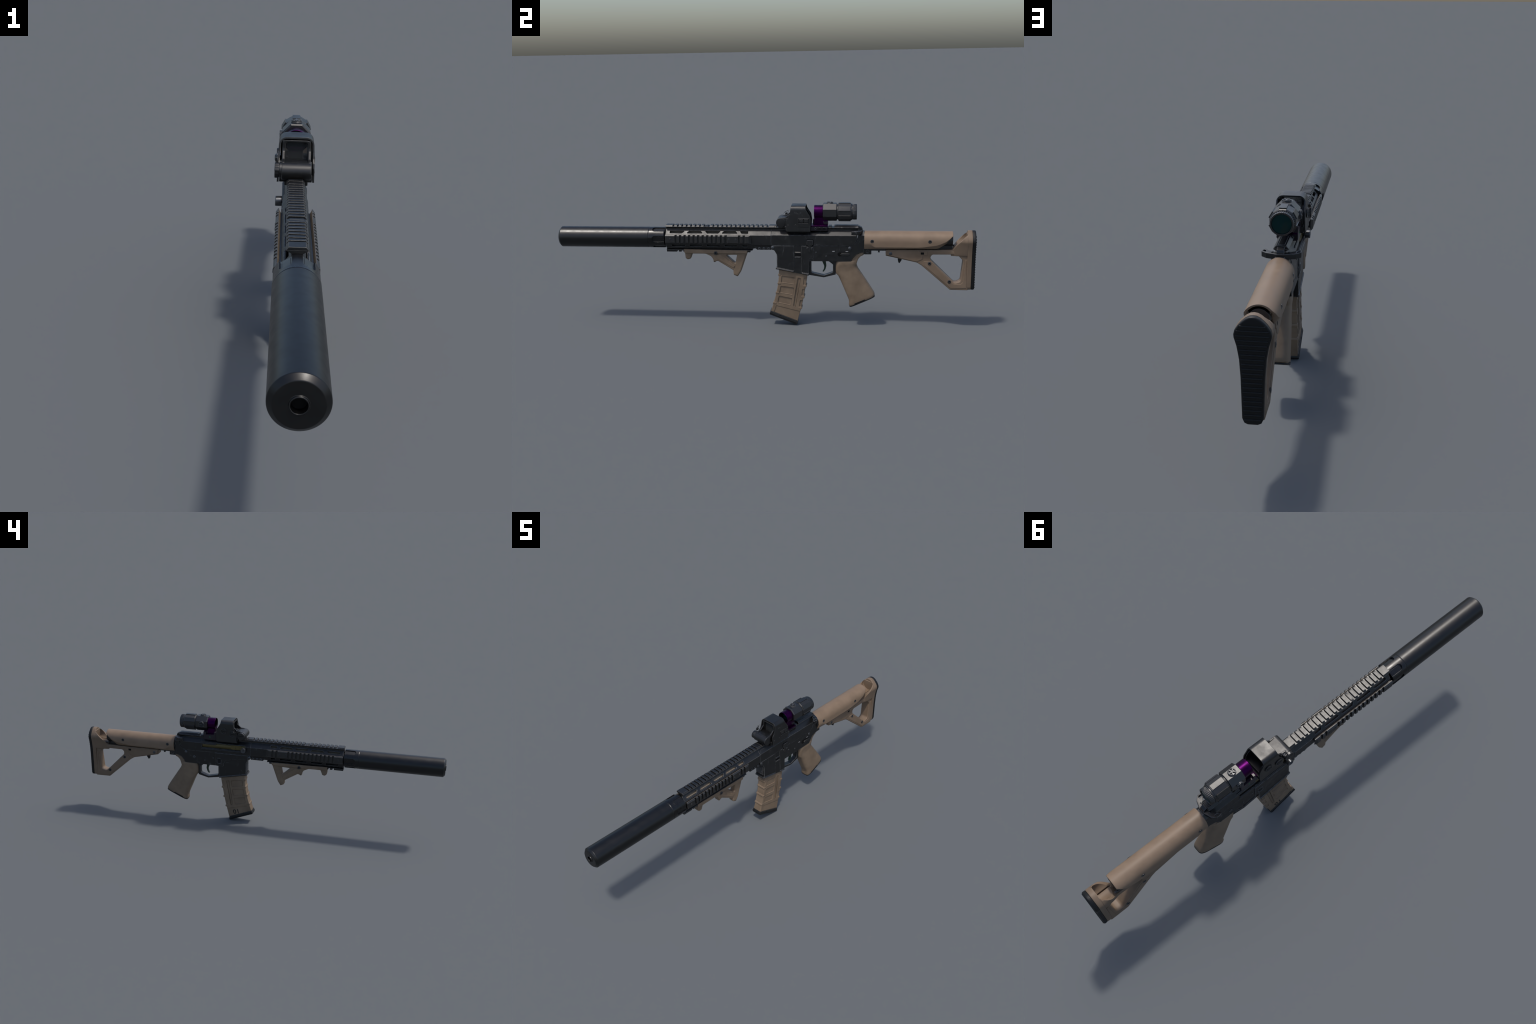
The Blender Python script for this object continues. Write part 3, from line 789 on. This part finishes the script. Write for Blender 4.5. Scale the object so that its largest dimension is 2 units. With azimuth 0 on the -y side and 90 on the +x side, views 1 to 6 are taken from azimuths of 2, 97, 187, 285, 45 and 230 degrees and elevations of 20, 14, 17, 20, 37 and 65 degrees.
st_out = rounded([(0.5850, 0.3780), (0.5850, 0.3485, 0.002), (0.7300, 0.3165, 0.02), (0.7520, 0.3030, 0.03), (0.8860, 0.1865, 0.006), (0.9680, 0.1855), (0.9680, 0.3900), (0.8950, 0.3790)], 5)
st_hole = rounded([(0.7925, 0.3460, 0.010), (0.8010, 0.3560, 0.012), (0.9150, 0.3570, 0.020), (0.9430, 0.3270, 0.020), (0.9335, 0.2270, 0.016), (0.9050, 0.2190, 0.016), (0.7930, 0.3300, 0.008)], 5)
stock = part("stock", prism(st_out, -0.0265, 0.0265, SIDE, 0.0045, holes=[st_hole], res=1), STOCKTAN)
for s in (1, -1):
    # recessed border on the lower rear of the opening
    pl = rounded([(0.7560, 0.3735, 0.004), (0.5880, 0.3735, 0.002), (0.5880, 0.3530, 0.002), (0.7280, 0.3215, 0.006), (0.7560, 0.3330, 0.006)], 4)
    part("side_panel", prism(pl, s * 0.0250, s * 0.0278, SIDE, 0.0012), STOCKTAN, stock)
    rimo = rounded([(0.7330, 0.3720, 0.006), (0.7790, 0.3720, 0.006), (0.7790, 0.3515, 0.006), (0.7330, 0.3515, 0.006)], 4)
    part("slot_recess", prism(rimo, s * 0.0262, s * 0.0283, SIDE, 0.001), STOCKTAN, stock)
    part("sling_slot", prism(rect(0.7465, 0.3565, 0.7620, 0.3670, 0.001), s * 0.0265, s * 0.0287, SIDE, 0.0003), DEEP, stock)
    part("sling_socket", tube([(s * 0.0240, 0.0072), (s * 0.0275, 0.0072), (s * 0.0285, 0.0085), (s * 0.0285, 0.0112), (s * 0.0265, 0.0122), (s * 0.0240, 0.0122)], 'x', (0, 0.9455, 0.3645), 28), RUBBER, stock)
    part("sling_socket_floor", lathe([(s * 0.0240, 0.0005), (s * 0.0240, 0.0080), (s * 0.0268, 0.0080), (s * 0.0268, 0.0005)], 'x', (0, 0.9455, 0.3645), 24), DEEP, stock)
    part("seam_slit", box(min(s * 0.0255, s * 0.0300), 0.9520, 0.3818, max(s * 0.0255, s * 0.0300), 0.9680, 0.3838), DEEP, stock)
    # drafted strut face along the opening
    strut = rounded([(0.7905, 0.3240, 0.004), (0.9010, 0.2165, 0.010), (0.9330, 0.2140, 0.014), (0.9440, 0.2250, 0.010), (0.9530, 0.3350, 0.010), (0.9600, 0.3300), (0.9610, 0.1960, 0.002), (0.8890, 0.1945, 0.004), (0.7620, 0.3045, 0.004), (0.7600, 0.3240, 0.004)], 4)
    part("strut_face", prism(strut, s * 0.0255, s * 0.0282, SIDE, 0.0012), STOCKTAN, stock)
sscrew = hexscrew(0.0082, 0.0022, DARKSTEEL)
on_both_sides("stock_screw", sscrew, DARKSTEEL, stock, 0.7880, 0.3140, 0.0280)
on_both_sides("stock_screw", sscrew, DARKSTEEL, stock, 0.8815, 0.2270, 0.0280)
on_both_sides("stock_pin", lathe([(-0.002, 0.0080), (0.0006, 0.0080), (0.0014, 0.0066), (0.0014, 0.0005)], 'x', n=24), STEEL, stock, 0.6070, 0.3597, 0.0280)
part("adjust_lever", prism(rounded([(0.6430, 0.3400), (0.6420, 0.3250), (0.6450, 0.3115, 0.002), (0.6510, 0.3090, 0.002), (0.6600, 0.3240), (0.6600, 0.3400)], 3), -0.0060, 0.0060, SIDE, 0.001), RUBBER, stock)

# butt: plate, cup and rubber pad share one outline
butt_half = [(0.0125, 0.1858), (0.0215, 0.1900), (0.0268, 0.2020), (0.0285, 0.2600), (0.0300, 0.3100), (0.0335, 0.3580), (0.0395, 0.3920), (0.0462, 0.4140), (0.0468, 0.4220), (0.0440, 0.4330),
             (0.0360, 0.4450), (0.0270, 0.4545), (0.0180, 0.4620), (0.0090, 0.4668)]
butt_out = mirror_profile(butt_half + [(0.0, 0.4682)])
butt = part("butt_plate", prism(butt_out, 0.9608, 0.9815, FRONT, 0.0012), STOCKTAN, stock)
pad = part("butt_pad", prism(butt_out, 0.9812, 0.9978, FRONT, 0.0045, res=2), RUBBER, stock)


def butt_width(z):
    for (x0, z0), (x1, z1) in zip(butt_half, butt_half[1:]):
        if z0 <= z <= z1:
            return x0 + (x1 - x0) * (z - z0) / (z1 - z0)
    return 0.01


for i in range(21):
    z = 0.2000 + i * 0.0122
    w = butt_width(z) - 0.0052
    part("pad_ridge", prism([(0.9940, z - 0.0040), (0.9990, z - 0.0028), (1.0000, z - 0.0008), (0.9992, z + 0.0018), (0.9940, z + 0.0030)], -w, w, SIDE), RUBBER, pad)

cup_rings = []
up = [p for p in butt_half if p[1] > 0.355] + [(0.0, 0.4682)]
for y, f in ((0.8870, 0.66), (0.8980, 0.74), (0.9120, 0.86), (0.9285, 0.935), (0.9450, 0.975), (0.9612, 1.0)):
    ring = [(x * f, z) for x, z in [(0.0300, 0.3500)] + up]
    ring = ring + [(-x, z) for x, z in reversed(ring) if x > 1e-9]
    cup_rings.append([(x, y, z) for x, z in ring])
cup = loft(cup_rings)
cup = boolean(cup, lathe([(0.80, 0.0005), (0.80, 0.0360), (0.9550, 0.0360), (0.9590, 0.0340), (0.9590, 0.0005)], c=(0, 0, 0.4340), n=48))
cup = boolean(cup, prism([(0.80, 0.3790), (0.8900, 0.3790), (0.8960, 0.3850), (0.9130, 0.4060), (0.9655, 0.4600), (0.9655, 0.60), (0.80, 0.60)], -0.1, 0.1, SIDE))
cup = boolean(cup, box(0.010, 0.80, 0.3900, 0.0150, 0.9570, 0.41))
part("butt_cup", cup, STOCKTAN, stock)
part("guide_rod", box(-0.0240, 0.880, 0.3880, -0.0160, 0.9060, 0.3960, 0.001), BLACK, btube)

# ------------------------------------------------------------------ holographic sight
hood_prof = rounded([(0.0505, 0.4690), (0.0485, 0.5450), (0.0462, 0.5870, 0.0215), (-0.0462, 0.5870, 0.0215), (-0.0485, 0.5450), (-0.0505, 0.4690)], 8)
hood_in = rounded([(0.0455, 0.4600), (0.0440, 0.5450), (0.0416, 0.5820, 0.0150), (-0.0416, 0.5820, 0.0150), (-0.0440, 0.5450), (-0.0455, 0.4600)], 8)
arch = prism(hood_prof + hood_in[::-1], 0.10, 0.25, FRONT)
hood_side = rounded([(0.1186, 0.4690, 0.002), (0.1198, 0.4889, 0.004), (0.1160, 0.5072, 0.010), (0.1200, 0.5214, 0.010), (0.1295, 0.5316, 0.012), (0.1355, 0.5478, 0.03), (0.1400, 0.5741, 0.02), (0.1440, 0.6000),
                     (0.2095, 0.6000), (0.2095, 0.5820), (0.2110, 0.5700, 0.012), (0.2200, 0.5540, 0.02), (0.2310, 0.5380, 0.02), (0.2350, 0.5120, 0.02), (0.2322, 0.4690, 0.002)], 4)
arch = boolean(arch, prism(hood_side, -0.1, 0.1, SIDE), 'INTERSECT')
sight = part("holographic_sight", arch, HOLO)
roll = lathe([(-0.0385, 0.018), (-0.0385, 0.0215), (-0.0370, 0.0228), (0.0370, 0.0228), (0.0385, 0.0215), (0.0385, 0.018)], 'x', (0, 0.0930, 0.5060), 40)
part("battery_housing", roll, HOLO, sight)
part("battery_end", lathe([(0.0370, 0.0005), (0.0370, 0.0225), (0.0395, 0.0225), (0.0408, 0.0208), (0.0408, 0.0005)][::-1], 'x', (0, 0.0930, 0.5060), 40), HOLO, sight)
part("sight_body", prism(rounded([(0.0930, 0.4870, 0.004), (0.2250, 0.4870), (0.2250, 0.5100), (0.1900, 0.5100), (0.1480, 0.5100), (0.1380, 0.5270, 0.003), (0.0930, 0.5288)], 4), -0.0395, 0.0390, SIDE, 0.0015), HOLO, sight)
part("sight_base", prism(rounded([(0.1120, 0.4870), (0.1200, 0.4690, 0.004), (0.2322, 0.4690, 0.003), (0.2322, 0.4900), (0.1120, 0.4900)], 3), -0.0440, 0.0440, SIDE, 0.0015), HOLO, sight)
part("rail_clamp", prism([(0.1200, 0.4600), (0.2322, 0.4600), (0.2322, 0.4700), (0.1200, 0.4700)], -0.0290, 0.0330, SIDE, 0.0015), HOLO, sight)
for s in (1, -1):
    cheek_wall = rounded([(0.0930, 0.5100), (0.0930, 0.5300, 0.004), (0.1160, 0.5320, 0.010), (0.1370, 0.5500, 0.010), (0.1420, 0.5780), (0.1850, 0.5780), (0.1850, 0.5050)], 4)
    part("window_wall", prism(cheek_wall, s * 0.0315, s * 0.0385, SIDE, 0.0015), HOLO, sight)
    part("rear_guard", prism(rounded([(0.1850, 0.5150), (0.1850, 0.5690), (0.2150, 0.5560, 0.006), (0.2270, 0.5350, 0.006), (0.2300, 0.5000)], 4), s * 0.0380, s * 0.0425, SIDE, 0.001), HOLO, sight)
wout = rounded([(0.0390, 0.5050), (0.0375, 0.5790, 0.0100), (-0.0375, 0.5790, 0.0100), (-0.0390, 0.5050)], 6)
win = rounded([(0.0300, 0.5110, 0.0060), (0.0292, 0.5735, 0.0070), (-0.0292, 0.5735, 0.0070), (-0.0300, 0.5110, 0.0060)], 6)
part("window_frame", prism(wout, 0.1385, 0.1620, FRONT, 0.0012, holes=[win[::-1]]), HOLO, sight)
part("window_glass", prism(rect(-0.0310, 0.5090, 0.0310, 0.5755), 0.1490, 0.1520, FRONT), GLASS, sight)
# right side: button panel with two arrow buttons and worn lettering strokes
part("button_panel", prism(rounded([(0.1738, 0.4870, 0.004), (0.2305, 0.4850, 0.003), (0.2290, 0.5300, 0.004), (0.1745, 0.5310, 0.004)], 4), 0.0470, 0.0510, SIDE, 0.0015), HOLO, sight)
part("button_well", prism(rect(0.1765, 0.5075, 0.2265, 0.5275, 0.002), 0.0490, 0.0514, SIDE, 0.0002), DEEP, sight)
part("button_sill", prism(rect(0.1780, 0.5030, 0.2230, 0.5055, 0.001), 0.0490, 0.0520, SIDE, 0.0008), OPTIC, sight)
for y, up_ in ((0.1785, -1), (0.2030, 1)):
    part("sight_button", prism(rect(y, 0.5095, y + 0.0210, 0.5255, 0.002), 0.0495, 0.0522, SIDE, 0.001), HOLO, sight)
    c = y + 0.0105
    part("arrow_mark", prism([(c - 0.0055, 0.5175 - 0.002 * up_), (c, 0.5175 + 0.003 * up_), (c + 0.0055, 0.5175 - 0.002 * up_), (c + 0.0055, 0.5175 - 0.004 * up_), (c, 0.5175 + 0.0008 * up_), (c - 0.0055, 0.5175 - 0.004 * up_)], 0.0515, 0.0525, SIDE), FAINT, sight)
for a, b, z0, z1 in ((0.1600, 0.1612, 0.5520, 0.5590), (0.1606, 0.1660, 0.5518, 0.5530), (0.1690, 0.1702, 0.5520, 0.5590), (0.1720, 0.1770, 0.5515, 0.5528), (0.1880, 0.1894, 0.5525, 0.5590), (0.1860, 0.1890, 0.5518, 0.5530),
                     (0.1610, 0.1690, 0.5452, 0.5464)):
    part("worn_lettering", prism([(a, z0), (b, z0), (b, z1), (a, z1)], 0.0462, 0.0481, SIDE), FAINT, sight)
hoodscrew = hexscrew(0.0035, 0.001, HOLO)
for y, z in ((0.1290, 0.4960), (0.1640, 0.4970)):
    part("hood_screw", hoodscrew, HOLO, sight, (0.0497, y, z), None, False)
# left side: two adjuster discs, battery cap and its loop
for y, z in ((0.1915, 0.5285), (0.1425, 0.5160)):
    part("adjuster_ring", tube([(-0.0470, 0.0130), (-0.0522, 0.0130), (-0.0530, 0.0138), (-0.0530, 0.0158), (-0.0522, 0.0166), (-0.0470, 0.0166)], 'x', (0, y, z), 32), HOLO, sight)
    part("adjuster_screw", lathe([(-0.0470, 0.0005), (-0.0470, 0.0118), (-0.0512, 0.0118), (-0.0518, 0.0110), (-0.0518, 0.0005)], 'x', (0, y, z), 28), HOLO, sight)
    part("adjuster_slot", box(-0.0524, y - 0.0085, z - 0.0012, -0.0495, y + 0.0085, z + 0.0012), DEEP, sight)
    for k in range(6):
        a = math.radians(60 * k + 30)
        part("adjuster_tick", box(-0.0523, y + 0.0075 * math.cos(a) - 0.0010, z + 0.0075 * math.sin(a) - 0.0010, -0.0495, y + 0.0075 * math.cos(a) + 0.0010, z + 0.0075 * math.sin(a) + 0.0010), OPTIC, sight)
cap_n = 48
part("battery_cap", lathe([(-0.0380, 0.01), (-0.0380, 0.0215), (-0.0440, 0.0215), (-0.0440, 0.0190), (-0.0455, 0.0190), (-0.0455, 0.0208), (-0.0555, 0.0208), (-0.0568, 0.0195), (-0.0568, 0.0005)], 'x', (0, 0.0930, 0.5080), cap_n,
                          notch=lambda i, s, r: r - (0.0009 if (i % 4 < 2 and r > 0.0200 and s < -0.045) else 0)), HOLO, sight)
part("cap_slot", box(-0.0572, 0.0780, 0.5098, -0.0560, 0.1080, 0.5122), DEEP, sight)
part("cap_hinge", box(-0.0562, 0.1060, 0.5270, -0.0470, 0.1170, 0.5385, 0.0015), HOLO, sight)
part("cap_loop", tube([(-0.0520, 0.0045), (-0.0490, 0.0045), (-0.0490, 0.0065), (-0.0520, 0.0062)], 'x', (0, 0.1150, 0.5430), 20), STEEL, sight)
# thin wire tether arching over the housing
wire = bpy.data.curves.new("tmp_wire", 'CURVE')
wire.dimensions = '3D'
wire.bevel_depth = 0.0008
sp = wire.splines.new('NURBS')
pts = [(-0.050, 0.098, 0.533), (-0.050, 0.102, 0.542), (-0.049, 0.112, 0.549), (-0.048, 0.128, 0.5515)]
sp.points.add(len(pts) - 1)
for p, q in zip(sp.points, pts):
    p.co = (*q, 1)
sp.use_endpoint_u = True
wo = bpy.data.objects.new("tmp_wire", wire)
COL.objects.link(wo)
wme = bpy.data.meshes.new_from_object(wo.evaluated_get(bpy.context.evaluated_depsgraph_get()))
bpy.data.objects.remove(wo)
bpy.data.curves.remove(wire)
wme.materials.clear()
part("tether_wire", finish(wme), DARKSTEEL, sight, weighted=False)

# ------------------------------------------------------------------ magnifier
MZ = 0.5530
mg = part("magnifier", lathe([(0.2895, 0.02), (0.2895, 0.0395), (0.2925, 0.0435), (0.3535, 0.0435), (0.3560, 0.0405), (0.3560, 0.02)], c=(0, 0, MZ), n=8, a0=math.pi / 8, angle=20), OPTIC)
part("purple_bell", lathe([(0.2800, 0.0005), (0.2680, 0.0270), (0.2500, 0.0290), (0.2487, 0.0298), (0.2487, 0.0312), (0.2500, 0.0318), (0.2905, 0.0318), (0.2905, 0.0200), (0.2900, 0.0005)], c=(0, 0, MZ), n=48), PURPLE, mg)
part("front_lens", lathe([(0.2640, 0.0005), (0.2650, 0.0140), (0.2680, 0.0270), (0.2720, 0.0270), (0.2720, 0.0005)], c=(0, 0, MZ), n=32), LENS, mg)
part("front_bore", tube([(0.2495, 0.0286), (0.2690, 0.0268), (0.2690, 0.0280), (0.2495, 0.0290)], 'y', (0, 0, MZ), 40), DEEP, mg)
part("neck_ring", lathe([(0.3550, 0.02), (0.3550, 0.0360), (0.3620, 0.0360), (0.3620, 0.02)], c=(0, 0, MZ), n=40), OPTIC, mg)
part("ocular_barrel", lathe([(0.3595, 0.02), (0.3600, 0.0385), (0.3630, 0.0412), (0.4210, 0.0412), (0.4250, 0.0385), (0.4250, 0.02)], c=(0, 0, MZ), n=12, a0=math.pi / 12, angle=20), OPTIC, mg)
panel = prism([(0.3635, -0.0112), (0.4190, -0.0112), (0.4190, 0.0112), (0.3635, 0.0112)], 0.0385, 0.0435, SIDE, 0.0008)
for k in range(6):
    ang = math.radians(90 + 60 * k)
    ob = part("barrel_panel", panel, OPTIC, mg, (0, 0, MZ), (0, -ang, 0))
part("ocular_ring", lathe([(0.4230, 0.02), (0.4230, 0.0378), (0.4285, 0.0378), (0.4285, 0.0345), (0.4310, 0.0345), (0.4310, 0.02)], c=(0, 0, MZ), n=48), OPTIC, mg)
part("eyepiece", lathe([(0.4300, 0.02), (0.4300, 0.0366), (0.4460, 0.0366), (0.4485, 0.0352), (0.4485, 0.0310), (0.4470, 0.0304), (0.4440, 0.0300), (0.4440, 0.0005)], c=(0, 0, MZ), n=144,
                       notch=lambda i, s, r: r - (0.0012 if (i % 4 < 2 and r > 0.0360) else 0), angle=30), OPTIC, mg, weighted=False)
part("eye_lens", lathe([(0.4430, 0.0005), (0.4430, 0.0300), (0.4452, 0.0300), (0.4462, 0.0200), (0.4466, 0.0005)], c=(0, 0, MZ), n=48, angle=60), LENS, mg, weighted=False)


def turret():
    """Low star-topped adjustment knob along +z: flange, five lobes, ring and centre."""
    ms = [lathe([(-0.004, 0.005), (-0.004, 0.0165), (0.0015, 0.0165), (0.0025, 0.0150), (0.0025, 0.0005)], 'z', n=32),
          tube([(0.0020, 0.0120), (0.0060, 0.0120), (0.0065, 0.0130), (0.0060, 0.0150), (0.0020, 0.0155)], 'z', n=32),
          lathe([(0.0020, 0.002), (0.0060, 0.0050), (0.0070, 0.0042), (0.0070, 0.0005)], 'z', n=20)]
    for k in range(5):
        b = prism([(0.0035, -0.0016), (0.0135, -0.0026), (0.0150, 0.0), (0.0135, 0.0026), (0.0035, 0.0016)], 0.0020, 0.0075, TOP, 0.0006)
        ms.append(move(b, rot=Matrix.Rotation(math.radians(72 * k + 18), 4, 'Z')))
    return join(*ms)


tme = turret()
part("turret_knob", tme, DARKSTEEL, mg, (0, 0.3225, MZ + 0.0400))
part("turret_knob", tme, DARKSTEEL, mg, (-0.0400, 0.3200, MZ + 0.0010), (0, -math.pi / 2, 0))
mount = part("magnifier_mount", box(-0.0330, 0.2330, 0.4660, 0.0300, 0.3125, 0.4870, 0.0015), DARKPURPLE)
part("mount_plate", box(-0.0320, 0.2320, 0.4868, 0.0310, 0.3130, 0.4920, 0.0012), PURPLE, mount)
part("mount_stem", prism(rounded([(0.2490, 0.4900), (0.2490, 0.5350), (0.2900, 0.5350), (0.3130, 0.5150, 0.006), (0.3130, 0.4900)], 4), -0.0200, 0.0200, SIDE, 0.002), PURPLE, mount)
part("mount_saddle", prism(rounded([(0.2900, 0.5100), (0.3128, 0.5100), (0.3128, 0.4960, 0.006), (0.2950, 0.4960, 0.006)], 4), -0.0210, 0.0210, SIDE, 0.001), DARKPURPLE, mount)
part("hinge_block", prism(rounded([(0.2400, 0.4690), (0.2400, 0.5130, 0.003), (0.2520, 0.5130), (0.2520, 0.4980), (0.2980, 0.4960), (0.2980, 0.5120), (0.3125, 0.5120, 0.003), (0.3125, 0.4690)], 3), -0.0350, -0.0210, SIDE, 0.0012), DARKPURPLE, mount)
part("green_dot", lathe([(-0.0340, 0.0005), (-0.0358, 0.0005), (-0.0358, 0.0032), (-0.0340, 0.0032)][::-1], 'x', (0, 0.2745, 0.4835), 16), GREENDOT, mount)
for y in (0.256, 0.276, 0.296):
    part("clamp_nut", hexscrew(0.0060, 0.003, DARKSTEEL), DARKSTEEL, mount, (0.0300, y, 0.4770), None, False)
part("release_lever", prism(rounded([(0.2620, 0.4720, 0.003), (0.3100, 0.4720, 0.003), (0.3100, 0.4825, 0.003), (0.2620, 0.4825, 0.003)], 3), 0.0295, 0.0330, SIDE, 0.001), RUBBER, mount)
